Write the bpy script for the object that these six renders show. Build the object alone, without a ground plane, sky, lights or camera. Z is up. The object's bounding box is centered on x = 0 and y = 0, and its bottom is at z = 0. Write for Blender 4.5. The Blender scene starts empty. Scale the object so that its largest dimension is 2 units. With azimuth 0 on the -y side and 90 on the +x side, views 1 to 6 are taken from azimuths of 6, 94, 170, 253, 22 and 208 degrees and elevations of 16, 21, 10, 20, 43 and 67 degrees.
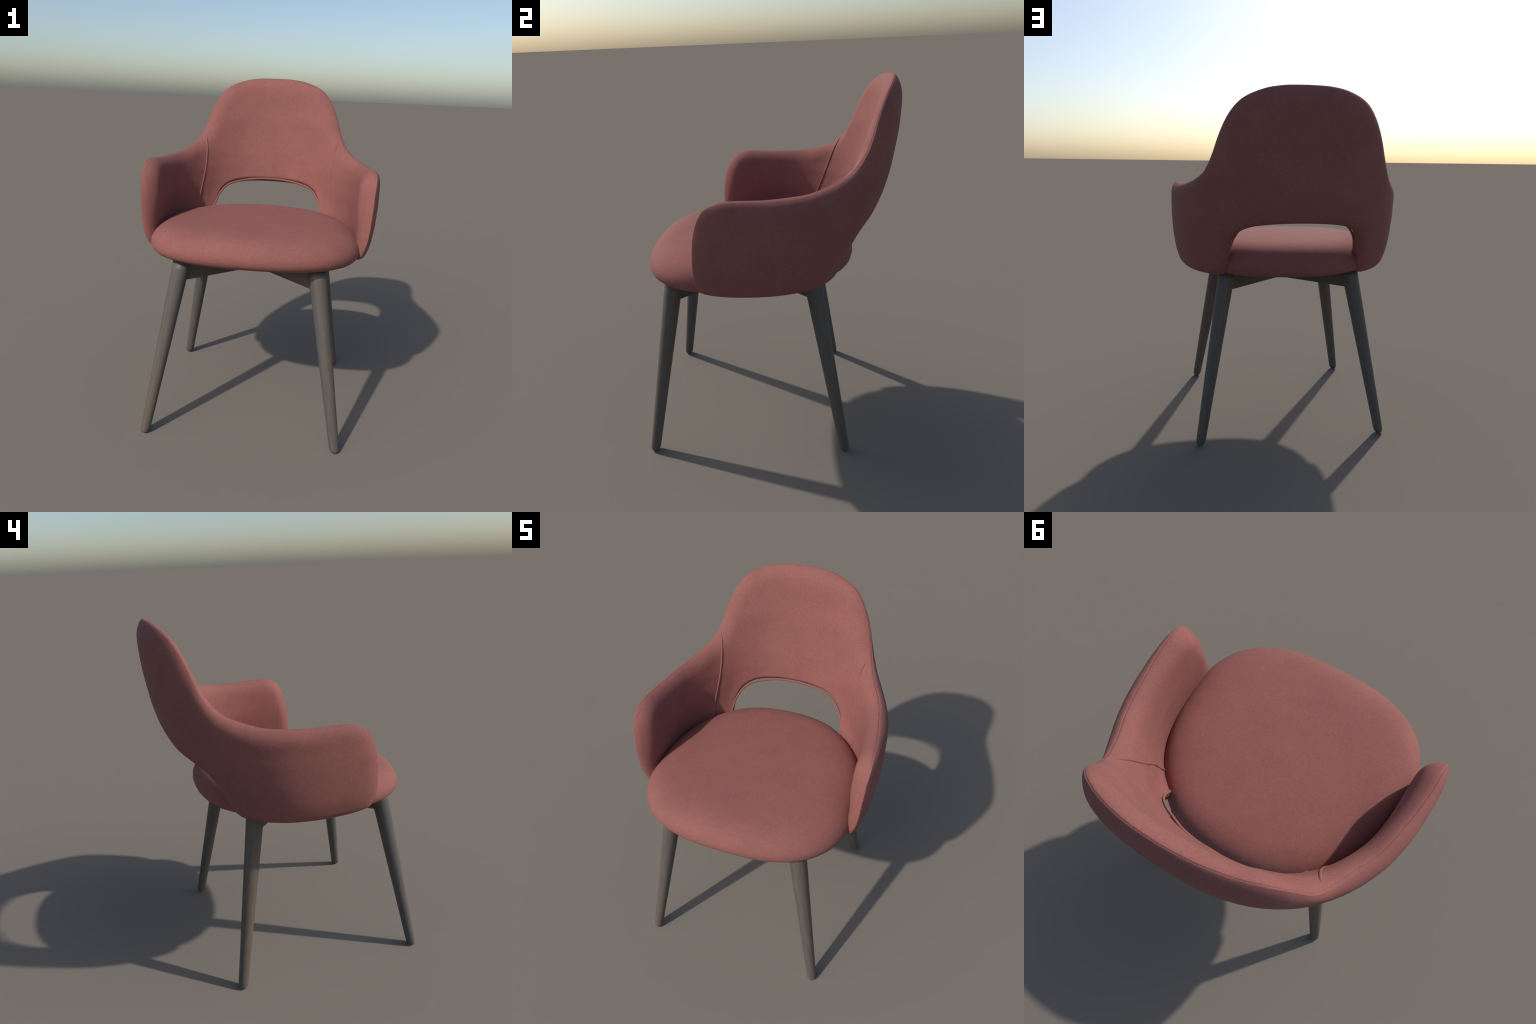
"""Upholstered armchair: a thick wrap-around shell (back + arms in one) with a
rear opening, a loose pillow-like round seat, four splayed tapered wooden legs
and two crossed rails below the seat."""
import bpy, bmesh, math, random
import numpy as np

random.seed(7)
rng = np.random.default_rng(7)

# ----------------------------------------------------------------------------
# small maths helpers
# ----------------------------------------------------------------------------
def smooth(e0, e1, x):
    t = np.clip((np.asarray(x, float) - e0) / (e1 - e0), 0, 1)
    return t * t * (3 - 2 * t)

def spline(knots, values, x):
    """Monotone-ish cubic (Catmull-Rom tangents) through scalar control values."""
    k = np.asarray(knots, float); v = np.asarray(values, float); x = np.asarray(x, float)
    m = np.empty_like(v)
    d = np.diff(v) / np.diff(k)
    m[1:-1] = (d[:-1] * np.diff(k)[1:] + d[1:] * np.diff(k)[:-1]) / (k[2:] - k[:-2])
    m[0], m[-1] = d[0], d[-1]
    i = np.clip(np.searchsorted(k, x) - 1, 0, len(k) - 2)
    h = k[i + 1] - k[i]; t = (x - k[i]) / h
    t2, t3 = t * t, t * t * t
    return ((2*t3 - 3*t2 + 1) * v[i] + (t3 - 2*t2 + t) * h * m[i]
            + (-2*t3 + 3*t2) * v[i + 1] + (t3 - t2) * h * m[i + 1])

def curve_through(points, n):
    """n points, evenly spaced by arc length, on a smooth curve through control points."""
    p = np.asarray(points, float)
    seg = np.linalg.norm(np.diff(p, axis=0), axis=1) ** 0.5
    k = np.concatenate([[0], np.cumsum(seg)])
    f = np.linspace(0, k[-1], max(40 * len(p), 400))
    q = np.stack([spline(k, p[:, j], f) for j in range(p.shape[1])], 1)
    s = np.concatenate([[0], np.cumsum(np.linalg.norm(np.diff(q, axis=0), axis=1))])
    u = np.linspace(0, s[-1], n)
    return np.stack([np.interp(u, s, q[:, j]) for j in range(p.shape[1])], 1)

# ----------------------------------------------------------------------------
# scene helpers
# ----------------------------------------------------------------------------
COLL = bpy.context.scene.collection

def add_mesh(name, verts, faces, mat, parent, smooth_shade=True):
    me = bpy.data.meshes.new(name)
    me.from_pydata([tuple(map(float, v)) for v in verts], [], [tuple(map(int, f)) for f in faces])
    me.validate(); me.update()
    if smooth_shade:
        me.polygons.foreach_set("use_smooth", [True] * len(me.polygons))
    me.materials.append(mat)
    ob = bpy.data.objects.new(name, me)
    COLL.objects.link(ob)
    ob.parent = parent
    return ob

def tube(path, radius, sides=12, cap=True):
    """Round cord along a polyline (parallel-transported frame)."""
    p = np.asarray(path, float); n = len(p)
    r = np.broadcast_to(np.asarray(radius, float), (n,))
    tan = np.gradient(p, axis=0); tan /= np.linalg.norm(tan, axis=1)[:, None]
    ref = np.array([0, 0, 1.0]) if abs(tan[0][2]) < 0.9 else np.array([1.0, 0, 0])
    nor = np.cross(tan[0], ref); nor /= np.linalg.norm(nor)
    verts = []
    for i in range(n):
        nor = nor - tan[i] * nor.dot(tan[i]); nor /= np.linalg.norm(nor)
        bi = np.cross(tan[i], nor)
        for k in range(sides):
            a = 2 * math.pi * k / sides
            verts.append(p[i] + r[i] * (math.cos(a) * nor + math.sin(a) * bi))
    faces = [(i*sides + k, i*sides + (k+1) % sides, (i+1)*sides + (k+1) % sides, (i+1)*sides + k)
             for i in range(n - 1) for k in range(sides)]
    if cap:
        faces.append(tuple(range(sides))[::-1])
        faces.append(tuple((n-1)*sides + k for k in range(sides)))
    return verts, faces

# ----------------------------------------------------------------------------
# materials
# ----------------------------------------------------------------------------
def new_material(name):
    m = bpy.data.materials.new(name); m.use_nodes = True
    nt = m.node_tree
    for n in list(nt.nodes):
        nt.nodes.remove(n)
    out = nt.nodes.new("ShaderNodeOutputMaterial")
    bsdf = nt.nodes.new("ShaderNodeBsdfPrincipled")
    nt.links.new(bsdf.outputs[0], out.inputs[0])
    return m, nt, bsdf

def mix_color(nt, fac, a, b, blend='MIX'):
    n = nt.nodes.new("ShaderNodeMix"); n.data_type = 'RGBA'; n.blend_type = blend
    for sock, val in ((n.inputs[0], fac), (n.inputs[6], a), (n.inputs[7], b)):
        if hasattr(val, "is_linked") or isinstance(val, bpy.types.NodeSocket):
            nt.links.new(val, sock)
        elif isinstance(val, (tuple, list)):
            sock.default_value = (*val, 1.0) if len(val) == 3 else val
        else:
            sock.default_value = val
    return n.outputs[2]

def ramp(nt, src, stops):
    n = nt.nodes.new("ShaderNodeValToRGB")
    el = n.color_ramp.elements
    while len(el) < len(stops):
        el.new(0.5)
    for e, (pos, col) in zip(el, stops):
        e.position = pos; e.color = (col, col, col, 1) if not isinstance(col, tuple) else (*col, 1)
    nt.links.new(src, n.inputs[0])
    return n.outputs[0]

def noise(nt, vec, scale, detail=3.0, rough=0.5, distortion=0.0):
    n = nt.nodes.new("ShaderNodeTexNoise")
    n.inputs["Scale"].default_value = scale; n.inputs["Detail"].default_value = detail
    n.inputs["Roughness"].default_value = rough; n.inputs["Distortion"].default_value = distortion
    nt.links.new(vec, n.inputs["Vector"])
    return n.outputs["Fac"]

def mapping(nt, vec, scale=(1, 1, 1), rot=(0, 0, 0)):
    n = nt.nodes.new("ShaderNodeMapping")
    n.inputs["Scale"].default_value = scale; n.inputs["Rotation"].default_value = rot
    nt.links.new(vec, n.inputs["Vector"])
    return n.outputs[0]

ROSE = (0.256, 0.099, 0.085)

def make_fabric(name, base=ROSE):
    m, nt, b = new_material(name)
    co = nt.nodes.new("ShaderNodeTexCoord").outputs["Object"]
    c = base
    dark = tuple(v * 0.94 for v in c); lite = tuple(v * 1.05 for v in c)
    # broad cloudy wear of the pile
    cloud = ramp(nt, noise(nt, co, 5.5, 4, 0.55), [(0.35, 0.0), (0.68, 1.0)])
    col = mix_color(nt, cloud, dark, lite)
    # fine fuzzy weave
    fuzz = ramp(nt, noise(nt, co, 150, 3, 0.65), [(0.32, 0.0), (0.70, 1.0)])
    col = mix_color(nt, fuzz, mix_color(nt, 1.0, col, (0.87, 0.865, 0.865), 'MULTIPLY'),
                    mix_color(nt, 1.0, col, (1.095, 1.10, 1.10), 'MULTIPLY'))
    mott = ramp(nt, noise(nt, co, 42, 3, 0.6), [(0.34, 0.0), (0.68, 1.0)])
    col = mix_color(nt, mott, mix_color(nt, 1.0, col, (0.978, 0.976, 0.976), 'MULTIPLY'),
                    mix_color(nt, 1.0, col, (1.02, 1.022, 1.022), 'MULTIPLY'))
    # stray pale lint specks
    vor = nt.nodes.new("ShaderNodeTexVoronoi"); vor.inputs["Scale"].default_value = 17
    nt.links.new(co, vor.inputs["Vector"])
    speck = ramp(nt, vor.outputs["Distance"], [(0.028, 1.0), (0.045, 0.0)])
    wn = nt.nodes.new("ShaderNodeTexWhiteNoise"); nt.links.new(vor.outputs["Position"], wn.inputs["Vector"])
    keep = ramp(nt, wn.outputs["Value"], [(0.80, 0.0), (0.82, 1.0)])
    mul = nt.nodes.new("ShaderNodeMath"); mul.operation = 'MULTIPLY'
    nt.links.new(speck, mul.inputs[0]); nt.links.new(keep, mul.inputs[1])
    mul2 = nt.nodes.new("ShaderNodeMath"); mul2.operation = 'MULTIPLY'
    nt.links.new(mul.outputs[0], mul2.inputs[0]); mul2.inputs[1].default_value = 0.35
    col = mix_color(nt, mul2.outputs[0], col, (0.62, 0.40, 0.37))
    nt.links.new(col, b.inputs["Base Color"])
    b.inputs["Roughness"].default_value = 0.85
    b.inputs["Specular IOR Level"].default_value = 0.18
    b.inputs["Sheen Weight"].default_value = 0.03
    b.inputs["Sheen Roughness"].default_value = 0.5
    b.inputs["Sheen Tint"].default_value = (1.0, 0.72, 0.70, 1)
    bump = nt.nodes.new("ShaderNodeBump")
    bump.inputs["Strength"].default_value = 0.30; bump.inputs["Distance"].default_value = 0.0025
    nt.links.new(noise(nt, co, 260, 2, 0.6), bump.inputs["Height"])
    nt.links.new(bump.outputs[0], b.inputs["Normal"])
    return m

SPLAY = 0.172                                              # sideways run of a leg per metre of height

def make_wood(name, along):
    """Dark stained wood; streaks run along a leg (leaning by SPLAY) or along a rail's x axis."""
    m, nt, b = new_material(name)
    co = nt.nodes.new("ShaderNodeTexCoord").outputs["Object"]
    sep = nt.nodes.new("ShaderNodeSeparateXYZ"); nt.links.new(co, sep.inputs[0])
    com = nt.nodes.new("ShaderNodeCombineXYZ")
    if along == 'leg':
        for i in (0, 1):
            ma = nt.nodes.new("ShaderNodeMath"); ma.operation = 'MULTIPLY_ADD'
            nt.links.new(sep.outputs[2], ma.inputs[0]); ma.inputs[1].default_value = SPLAY
            nt.links.new(sep.outputs[i], ma.inputs[2]); nt.links.new(ma.outputs[0], com.inputs[i])
        nt.links.new(sep.outputs[2], com.inputs[2])
    else:
        nt.links.new(sep.outputs[1], com.inputs[0]); nt.links.new(sep.outputs[2], com.inputs[1])
        nt.links.new(sep.outputs[0], com.inputs[2])
    rnd = nt.nodes.new("ShaderNodeObjectInfo").outputs["Random"]
    add = nt.nodes.new("ShaderNodeVectorMath"); add.operation = 'ADD'
    nt.links.new(com.outputs[0], add.inputs[0]); nt.links.new(rnd, add.inputs[1])
    v = add.outputs[0]
    grain = noise(nt, mapping(nt, v, (95, 95, 3.0)), 1.6, 4, 0.6, 0.15)
    broad = noise(nt, mapping(nt, v, (26, 26, 0.45)), 1.0, 2, 0.5)
    col = mix_color(nt, ramp(nt, broad, [(0.44, 0.0), (0.60, 1.0)]),
                    (0.096, 0.093, 0.088), (0.128, 0.099, 0.077))
    col = mix_color(nt, ramp(nt, grain, [(0.36, 0.0), (0.66, 1.0)]),
                    mix_color(nt, 1.0, col, (0.82, 0.82, 0.82), 'MULTIPLY'),
                    mix_color(nt, 1.0, col, (1.06, 1.05, 1.04), 'MULTIPLY'))
    nt.links.new(col, b.inputs["Base Color"])
    b.inputs["Roughness"].default_value = 0.5
    b.inputs["Specular IOR Level"].default_value = 0.35
    bump = nt.nodes.new("ShaderNodeBump")
    bump.inputs["Strength"].default_value = 0.06; bump.inputs["Distance"].default_value = 0.001
    nt.links.new(grain, bump.inputs["Height"]); nt.links.new(bump.outputs[0], b.inputs["Normal"])
    return m

FABRIC = make_fabric("rose_fabric")
WOOD = make_wood("dark_stained_leg_wood", 'leg')
RAIL_WOOD = make_wood("dark_stained_rail_wood", 'rail')

# ----------------------------------------------------------------------------
# the chair
# ----------------------------------------------------------------------------
chair = bpy.data.objects.new("armchair", None)
COLL.objects.link(chair)
chair["label"] = "rose pink upholstered armchair with rear opening and dark wooden legs"
chair["category"] = "armchair"

# ---- shell: bowl-like outer form -------------------------------------------
# every level w of the bowl is a super-ellipse in plan, centred on y = YC:
# height z, half width a, rear reach y (all on the OUTER surface)
YC, FRONT_REACH = -0.15, 0.52
#          w      z      a      y_rear  squareness of the plan
LEVELS = [(0.84, 0.9670, 0.420, 0.240, 2.7),
          (0.88, 0.9685, 0.490, 0.310, 2.7),
          (0.92, 0.9735, 0.550, 0.363, 2.7),
          (0.96, 0.9865, 0.602, 0.402, 2.7),
          (1.00, 1.0140, 0.636, 0.427, 2.7),
          (1.05, 1.0560, 0.655, 0.445, 2.7),
          (1.10, 1.1000, 0.667, 0.466, 2.7),
          (1.16, 1.1600, 0.677, 0.494, 2.65),
          (1.21, 1.2100, 0.683, 0.521, 2.58),
          (1.26, 1.2600, 0.687, 0.551, 2.5),
          (1.32, 1.3200, 0.690, 0.587, 2.45),
          (1.37, 1.3700, 0.690, 0.613, 2.4),
          (1.42, 1.4200, 0.690, 0.634, 2.4),
          (1.48, 1.4800, 0.690, 0.653, 2.4),
          (1.54, 1.5400, 0.690, 0.668, 2.42),
          (1.64, 1.6400, 0.690, 0.686, 2.46),
          (1.75, 1.7500, 0.690, 0.702, 2.5),
          (1.87, 1.8700, 0.690, 0.710, 2.5),
          (1.95, 1.9500, 0.690, 0.713, 2.5),
          (2.10, 2.1000, 0.690, 0.713, 2.5)]
LV = np.array(LEVELS)

def slope(k, w):
    """Unit outward direction (horizontal, vertical) of the side (k=2) or rear (k=3) profile."""
    e = 1e-3
    dz = spline(LV[:, 0], LV[:, 1], w + e) - spline(LV[:, 0], LV[:, 1], w - e)
    dr = spline(LV[:, 0], LV[:, k], w + e) - spline(LV[:, 0], LV[:, k], w - e)
    l = np.hypot(dz, dr)
    return dz / l, -dr / l

def mid_surface(phi, w, off):
    """Point of the bowl, lying off metres inside its outer surface."""
    s, c = np.sin(phi), np.cos(phi)
    ha, va = slope(2, w); hb, vb = slope(3, w)
    z = spline(LV[:, 0], LV[:, 1], w) - off * (va * s * s + vb * c * c)
    a = spline(LV[:, 0], LV[:, 2], w) - off * ha
    b = spline(LV[:, 0], LV[:, 3], w) - YC - off * hb
    n = spline(LV[:, 0], LV[:, 4], w)
    b = np.where(c < 0, FRONT_REACH - off, b)              # arms draw in towards the front
    r = (np.abs(s) ** n + np.abs(c) ** n) ** (-1 / n)
    return np.stack([a * r * s, b * r * c + YC, z], -1)

def at_height(phi, z, off):
    """Level w at which the mid surface reaches height z (arrays)."""
    lo, hi = np.full(np.shape(phi), 0.90), np.full(np.shape(phi), 2.09)
    for _ in range(22):
        w = (lo + hi) / 2
        below = mid_surface(phi, w, off)[..., 2] < z
        lo, hi = np.where(below, w, lo), np.where(below, hi, w)
    return (lo + hi) / 2

def to_phi_w(p):
    """Parameters (phi, w, off) of a seam point given in space."""
    x, y, z = p
    off = np.linspace(0.015, 0.075, 121)
    phi = np.full(off.shape, 1.0)
    for _ in range(3):
        w = at_height(phi, z, off)
        a = spline(LV[:, 0], LV[:, 2], w) - off * slope(2, w)[0]
        b = spline(LV[:, 0], LV[:, 3], w) - YC - off * slope(3, w)[0] if y > YC else FRONT_REACH - off
        phi = np.arctan2(x / a, (y - YC) / b)
    k = np.argmin(np.linalg.norm(mid_surface(phi, w, off) - np.array(p), axis=1))
    return float(phi[k]), float(w[k]), float(off[k])

# seam line round the shell, one half (x >= 0), as points in space
TOP = [(0.00, 0.672, 2.000), (0.12, 0.665, 1.996), (0.22, 0.645, 1.978), (0.323, 0.606, 1.931),
       (0.379, 0.574, 1.869), (0.413, 0.547, 1.803), (0.438, 0.525, 1.737)]
TOP_B = [(0.438, 0.525, 1.737), (0.456, 0.500, 1.676), (0.472, 0.469, 1.626)]
TOP_C = [(0.472, 0.469, 1.626), (0.494, 0.420, 1.577), (0.530, 0.335, 1.537), (0.580, 0.229, 1.507),
         (0.615, 0.090, 1.496), (0.632, 0.000, 1.494), (0.648, -0.115, 1.497), (0.652, -0.185, 1.496),
         (0.655, -0.225, 1.487), (0.660, -0.267, 1.468), (0.662, -0.292, 1.442)]
FRONT = [(0.662, -0.292, 1.442), (0.662, -0.317, 1.403), (0.662, -0.334, 1.360), (0.660, -0.347, 1.310),
         (0.655, -0.354, 1.260), (0.646, -0.358, 1.196), (0.632, -0.358, 1.125), (0.614, -0.350, 1.060),
         (0.594, -0.338, 1.022)]
def pw(pts):
    return [to_phi_w(p) for p in pts]
top_a, top_b, top_c, front = pw(TOP), pw(TOP_B), pw(TOP_C), pw(FRONT)
top_a[0] = (0.0,) + top_a[0][1:]
# lower edge: sweeps back below the seat, then up round the rear opening
f0 = front[-1]
low_c = [f0, (f0[0] - 0.06, 0.955, 0.034), (1.50, 0.905, 0.035), (1.25, 0.88, 0.04), (1.0, 0.875, 0.045), (0.78, 0.88, 0.05)]
CORNER = (0.668, 0.905, 0.05)
low_b = [low_c[-1], (0.73, 0.884, 0.05), (0.69, 0.892, 0.05), CORNER]
#        x      z      depth inside the outer surface
ARCH = [(0.370, 1.03, 0.045), (0.365, 1.10, 0.045), (0.361, 1.160, 0.045), (0.350, 1.205, 0.045), (0.332, 1.236, 0.045),
        (0.303, 1.263, 0.045), (0.258, 1.284, 0.045), (0.180, 1.299, 0.045), (0.09, 1.306, 0.045), (0.0, 1.308, 0.045)]

def arch_param(p):
    x, z, off = p
    phi = np.linspace(0.0, 1.2, 1201)
    w = at_height(phi, z, np.full(phi.shape, off))
    k = np.argmin(np.abs(mid_surface(phi, w, off)[:, 0] - x))
    return (float(phi[k]), float(w[k]), off)
arch = [CORNER] + [arch_param(p) for p in ARCH]
arch[-1] = (0.0,) + arch[-1][1:]

# grid columns: centre -> opening corner -> inner seam -> arm front
NA, NB, NC, NS = 56, 10, 96, 92
def cluster(n, both):
    u = np.linspace(0, 1, n + 1)
    return 0.5 - 0.5 * np.cos(math.pi * u) if both else u

def edge_cluster(n, fine=0.0035):
    """0..1 with very fine steps at both ends (for the seam groove)."""
    u = np.linspace(0, 1, n + 1)
    c = 0.5 - 0.5 * np.cos(math.pi * u)
    return c

def resample(points, fracs):
    q = curve_through(points, 1200)
    return np.stack([np.interp(fracs, np.linspace(0, 1, 1200), q[:, j]) for j in range(3)], 1)

fa = np.linspace(0, 1, NA + 1); fb = np.linspace(0, 1, NB + 1)
uc = np.linspace(0, 1, NC + 1); fc = 1 - (1 - uc) ** 1.0
fc = np.sin(uc * math.pi / 2) * 0.65 + uc * 0.35          # finer towards the arm front
top_edge = np.vstack([resample(top_a, fa), resample(top_b, fb)[1:], resample(top_c, fc)[1:]])
low_edge = np.vstack([resample(arch[::-1], fa), resample(low_b[::-1], fb)[1:], resample(low_c[::-1], fc)[1:]])
fs = edge_cluster(NS)
front_edge = resample(front[::-1], fs)                    # bottom -> top
centre_edge = np.stack([np.zeros(NS + 1), arch[-1][1] + (top_a[0][1] - arch[-1][1]) * fs,
                        arch[-1][2] + (top_a[0][2] - arch[-1][2]) * fs], 1)

# transfinite interpolation in (phi, w)
NT = NA + NB + NC
T = np.concatenate([fa * NA, NA + fb[1:] * NB, NA + NB + fc[1:] * NC]) / NT
S = fs
G = np.zeros((NT + 1, NS + 1, 3))
for j in range(NS + 1):
    s = S[j]
    for k in range(3):
        G[:, j, k] = ((1 - s) * low_edge[:, k] + s * top_edge[:, k]
                      + (1 - T) * centre_edge[j, k] + T * front_edge[j, k]
                      - ((1 - T) * ((1 - s) * low_edge[0, k] + s * top_edge[0, k])
                         + T * ((1 - s) * low_edge[-1, k] + s * top_edge[-1, k])))
# full width grid (mirror)
Gm = G[::-1].copy(); Gm[:, :, 0] *= -1
GRID = np.vstack([Gm[:-1], G])
PHI, W, OFF = GRID[:, :, 0], GRID[:, :, 1], GRID[:, :, 2]
MID = mid_surface(PHI, W, OFF)
e = 1e-4
du = mid_surface(PHI + e, W, OFF) - mid_surface(PHI - e, W, OFF)
dw = mid_surface(PHI, W + e, OFF) - mid_surface(PHI, W - e, OFF)
NRM = np.cross(dw, du)
NRM /= np.linalg.norm(NRM, axis=2)[:, :, None]
mid_i = NT
if NRM[mid_i, NS // 2, 1] < 0:
    NRM = -NRM                                             # points outwards (to the rear)

# distance of every grid point to the seam line (outer contour) and to the opening's edge
def dense(line, step=0.004):
    out = []
    for A, B in zip(line[:-1], line[1:]):
        n = max(1, int(np.linalg.norm(B - A) / step))
        out.append(A + (B - A) * (np.arange(n) / n)[:, None])
    return np.vstack(out + [line[-1:]])

def distance_to(line):
    q = dense(line); flat = MID.reshape(-1, 3); d = np.empty(len(flat))
    for i in range(0, len(flat), 2000):
        d[i:i+2000] = np.sqrt(((flat[i:i+2000, None, :] - q[None]) ** 2).sum(2).min(1))
    return d.reshape(MID.shape[:2])

ARCH_LINE = MID[NT - NA:NT + NA + 1, 0]
contour = np.vstack([MID[NT + NA:, 0], MID[-1, :], MID[::-1, -1], MID[0, ::-1], MID[:NT - NA + 1, 0]])
D_RIM, D_ARCH = distance_to(contour), distance_to(ARCH_LINE)
D_RIM[:, -1] = 0; D_RIM[0, :] = D_RIM[-1, :] = 0
D_RIM[NT + NA:, 0] = 0; D_RIM[:NT - NA + 1, 0] = 0
D_ARCH[NT - NA:NT + NA + 1, 0] = 0

def swell(d, height, width, power):
    u = np.clip(d / width, 0, 1)
    return height * (1 - (1 - u) ** 2) ** power

topness = smooth(1.62, 1.90, MID[:, :, 2])                 # the head of the back tapers to an edge
backness = 1 - smooth(0.55, 0.95, np.abs(PHI))              # 1 on the back, 0 on the arms
lowness = 1 - smooth(1.05, 1.32, MID[:, :, 2])
THICK = 0.135 * (1 - 0.30 * lowness) - 0.012 * smooth(1.68, 1.85, MID[:, :, 2])   # padded thickness of shell
tight = 0.54 - 0.06 * backness                             # firm rolled edge, then a gently domed face
def soft_min(p, q, k=5):
    p, q = np.maximum(p, 1e-7), np.maximum(q, 1e-7)
    return (p ** -k + q ** -k) ** (-1 / k)
H_OUT = soft_min(swell(D_RIM, OFF, 0.085 + 0.045 * topness, 0.5 + 0.20 * topness), swell(D_ARCH, OFF, 0.055, 0.5), 14) * 1.045
PAD = THICK - OFF
h_rim = swell(D_RIM, tight * PAD, 0.075, 0.5) + swell(D_RIM, (1 - tight) * PAD, 0.25, 1.0)
h_arch = swell(D_ARCH, 0.036, 0.014, 0.5) + swell(D_ARCH, np.maximum(PAD - 0.036, 0), 0.30, 1.0)
H_IN = soft_min(h_rim, h_arch) * 1.055
def relax(h, n):
    for _ in range(n):
        a = h.copy()
        a[1:-1, 1:-1] = 0.5 * h[1:-1, 1:-1] + 0.125 * (h[2:, 1:-1] + h[:-2, 1:-1] + h[1:-1, 2:] + h[1:-1, :-2])
        h = a
    return h
H_OUT, H_IN = relax(H_OUT, 3), relax(H_IN, 3)

def sunk_rim(P):
    """pull the seam row a little into the body so that a fine stitched groove shows"""
    Q = P.copy()
    for sl, nx in ((np.s_[:, -1], np.s_[:, -6]), (np.s_[:, 0], np.s_[:, 5]),
                   (np.s_[-1, :], np.s_[-6, :]), (np.s_[0, :], np.s_[5, :])):
        v = MID[nx] - MID[sl]
        l = np.linalg.norm(v, axis=1)[:, None]
        Q[sl] = P[sl] + v / np.maximum(l, 1e-6) * 0.003
    return Q

OUT = sunk_rim(MID + NRM * H_OUT[:, :, None])
INN = sunk_rim(MID - NRM * H_IN[:, :, None])

def patch(P, i0, i1, flip):
    sub = P[i0:i1 + 1]
    n, m = sub.shape[:2]
    idx = np.arange(n * m).reshape(n, m)
    f = np.stack([idx[:-1, :-1], idx[1:, :-1], idx[1:, 1:], idx[:-1, 1:]], -1).reshape(-1, 4)
    return sub.reshape(-1, 3), (f[:, ::-1] if flip else f)

FULL = 2 * NT
SEAM_R, SEAM_L = NT + NA + NB, NT - NA - NB
v, f = patch(OUT, 0, FULL, False)
add_mesh("backrest_cover", v, f, FABRIC, chair)
v, f = patch(INN, SEAM_L, SEAM_R, True)
add_mesh("backrest_panel", v, f, FABRIC, chair)
for i0, i1 in ((0, SEAM_L), (SEAM_R, FULL)):
    v, f = patch(INN, i0, i1, True)
    add_mesh("arm_panel", v, f, FABRIC, chair)

# welt cords on the two inner seams
for i in (SEAM_L, SEAM_R):
    path = INN[i, 4:-3] + NRM[i, 4:-3] * 0.0015
    path = curve_through(np.vstack([path[:-6:8], path[-1:]]), 160)
    v, f = tube(path, 0.0065 * np.clip(np.minimum(np.linspace(0, 12, 160), np.linspace(12, 0, 160)), 0.15, 1), 10)
    add_mesh("seam_welt", v, f, FABRIC, chair)

# piping round the rear opening, standing a little clear of the shell edge
PIPE = [(0.0, 0.500, 1.325), (0.065, 0.499, 1.3235), (0.150, 0.486, 1.315), (0.220, 0.461, 1.303), (0.275, 0.437, 1.285),
        (0.310, 0.415, 1.258), (0.335, 0.394, 1.223), (0.350, 0.374, 1.190), (0.358, 0.352, 1.155), (0.364, 0.332, 1.120),
        (0.366, 0.312, 1.090), (0.366, 0.290, 1.065)]
PIPE = [(x, y - 0.004, z - 0.001) for x, y, z in PIPE]
path = curve_through([(-x, y, z) for x, y, z in PIPE[:0:-1]] + PIPE, 360)
v, f = tube(path, 0.0068, 14)
add_mesh("opening_piping", v, f, FABRIC, chair)

# ---- seat cushion ------------------------------------------------------------
SEAT = [(0.0, -0.690), (0.10, -0.688), (0.20, -0.680), (0.29, -0.662), (0.37, -0.634), (0.440, -0.596),
        (0.494, -0.550), (0.539, -0.495), (0.574, -0.428), (0.597, -0.345), (0.604, -0.240), (0.598, -0.115),
        (0.580, 0.000), (0.553, 0.095), (0.516, 0.178), (0.470, 0.250), (0.420, 0.310), (0.360, 0.365),
        (0.290, 0.412), (0.200, 0.447), (0.100, 0.466), (0.0, 0.471)]
half = curve_through([(-SEAT[1][0], SEAT[1][1])] + SEAT + [(-SEAT[-2][0], SEAT[-2][1])], 801)
k0 = np.argmin(np.abs(half[:200, 0]) ); k1 = 600 + np.argmin(np.abs(half[600:, 0]))
half = curve_through(half[k0:k1 + 1:8], 121); half[0, 0] = half[-1, 0] = 0
ring = np.vstack([half, (half * [-1, 1])[-2:0:-1]])
ctr = np.array([0.0, -0.12])
# pillow section: fraction of the outline / height, from crown to underside
SECTION = [(0.0, 1.176), (0.30, 1.1755), (0.52, 1.1735), (0.68, 1.1695), (0.80, 1.1615), (0.885, 1.1455), (0.945, 1.122),
           (0.985, 1.088), (1.0, 1.055), (0.993, 1.028), (0.965, 1.005), (0.915, 0.9915), (0.83, 0.982), (0.70, 0.979),
           (0.45, 0.977), (0.0, 0.977)]
sec = curve_through(SECTION, 72)
sec[:, 0] = np.clip(sec[:, 0], 0, None)
verts, faces = [(ctr[0], ctr[1], sec[0, 1])], []
m = len(ring)
for fr, z in sec[1:-1]:
    for p in ring:
        q = ctr + (p - ctr) * fr
        dz = (0.005 - 0.011 * smooth(-0.55, 0.40, q[1])) * smooth(1.05, 1.00, z)   # underside dips to the rear
        dz += (-0.006 + 0.010 * smooth(-0.60, 0.30, q[1])) * smooth(1.06, 1.14, z)    # crown leans forward
        verts.append((q[0], q[1], z + dz))
verts.append((ctr[0], ctr[1], sec[-1, 1]))
rows = len(sec) - 2
for k in range(m):
    faces.append((0, 1 + (k + 1) % m, 1 + k)[::-1])
    faces.append((len(verts) - 1, 1 + (rows - 1) * m + k, 1 + (rows - 1) * m + (k + 1) % m)[::-1])
    for r in range(rows - 1):
        a0, a1 = 1 + r * m + k, 1 + r * m + (k + 1) % m
        faces.append((a0, a0 + m, a1 + m, a1))
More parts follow.
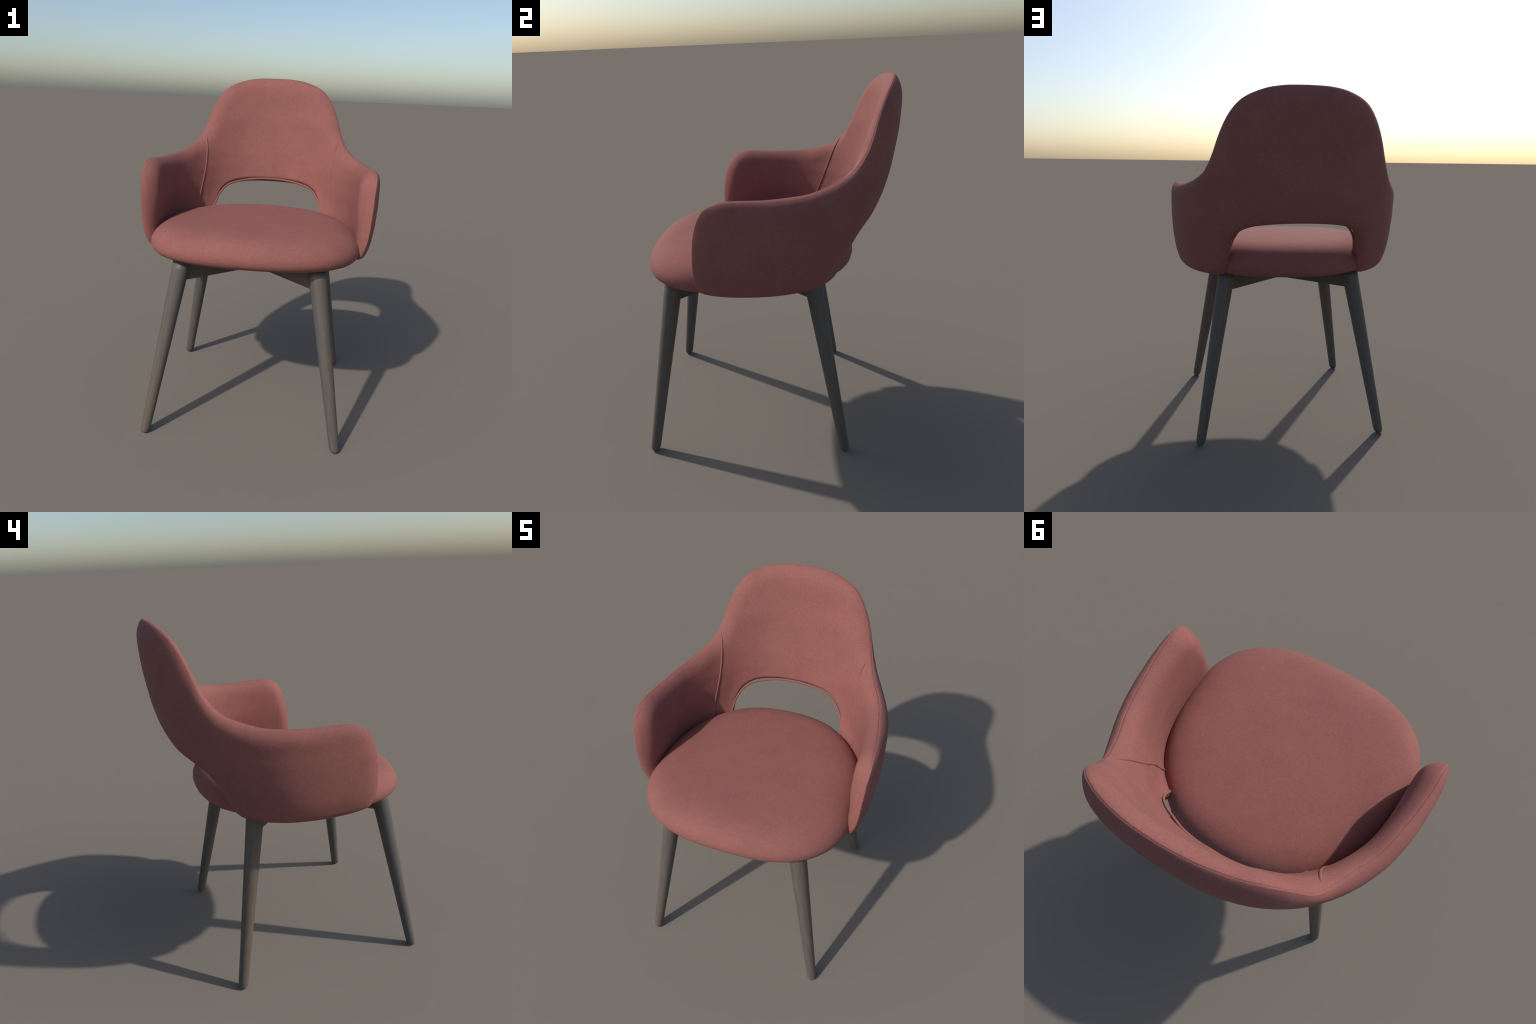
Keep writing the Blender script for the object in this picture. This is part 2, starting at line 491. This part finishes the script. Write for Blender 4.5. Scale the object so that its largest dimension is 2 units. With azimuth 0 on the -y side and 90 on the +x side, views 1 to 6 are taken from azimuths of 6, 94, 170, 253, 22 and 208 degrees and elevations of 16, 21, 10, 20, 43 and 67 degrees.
add_mesh("seat_cushion", verts, faces, FABRIC, chair)

# ---- legs ----------------------------------------------------------------------
FOOT_X, FOOT_Y = 0.540, 0.5435
MIDY = -0.1445
def leg_mesh():
    prof = [(0.000, 0.0), (0.0004, 0.008), (0.002, 0.015), (0.006, 0.0205), (0.012, 0.0245), (0.020, 0.0268), (0.030, 0.0280)]
    for z in np.linspace(0.08, 0.985, 24):
        prof.append((z, 0.0280 + (z - 0.03) * (0.0475 - 0.0280) / 0.87))
    sides = 40
    verts, faces = [], []
    for z, r in prof:
        for k in range(sides):
            a = 2 * math.pi * k / sides
            verts.append((r * math.cos(a) - SPLAY * z, r * math.sin(a) - SPLAY * z, z))
    for i in range(len(prof) - 1):
        for k in range(sides):
            faces.append((i*sides + k, i*sides + (k+1) % sides, (i+1)*sides + (k+1) % sides, (i+1)*sides + k))
    faces.append(tuple((len(prof)-1)*sides + k for k in range(sides)))
    return verts, faces
lv, lf = leg_mesh()
first = None
for ang, (sx, sy) in enumerate(((1, 1), (-1, 1), (-1, -1), (1, -1))):
    if first is None:
        first = add_mesh("leg", lv, lf, WOOD, chair); ob = first
    else:
        ob = first.copy(); COLL.objects.link(ob)
    ob.location = (sx * FOOT_X, MIDY + sy * FOOT_Y, 0)
    ob.rotation_euler = (0, 0, ang * math.pi / 2)

# ---- crossed rails below the seat -------------------------------------------------
def rail(length, z0, z1, thick):
    bm = bmesh.new()
    bmesh.ops.create_cube(bm, size=1.0)
    bmesh.ops.scale(bm, vec=(length, thick, z1 - z0), verts=bm.verts)
    bmesh.ops.translate(bm, vec=(0, 0, (z0 + z1) / 2), verts=bm.verts)
    bmesh.ops.bevel(bm, geom=list(bm.edges), offset=0.003, segments=2, affect='EDGES')
    me = bpy.data.meshes.new("cross_rail"); bm.to_mesh(me); bm.free()
    me.materials.append(RAIL_WOOD)
    return me
L = 2 * math.hypot(0.375, 0.378)
for k, ang in enumerate((math.pi / 4, -math.pi / 4)):
    ob = bpy.data.objects.new("cross_rail", rail(L, 0.877 + 0.0015 * k, 0.975 - 0.0015 * k, 0.040))
    COLL.objects.link(ob); ob.parent = chair
    ob.location = (0, MIDY, 0); ob.rotation_euler = (0, 0, ang)
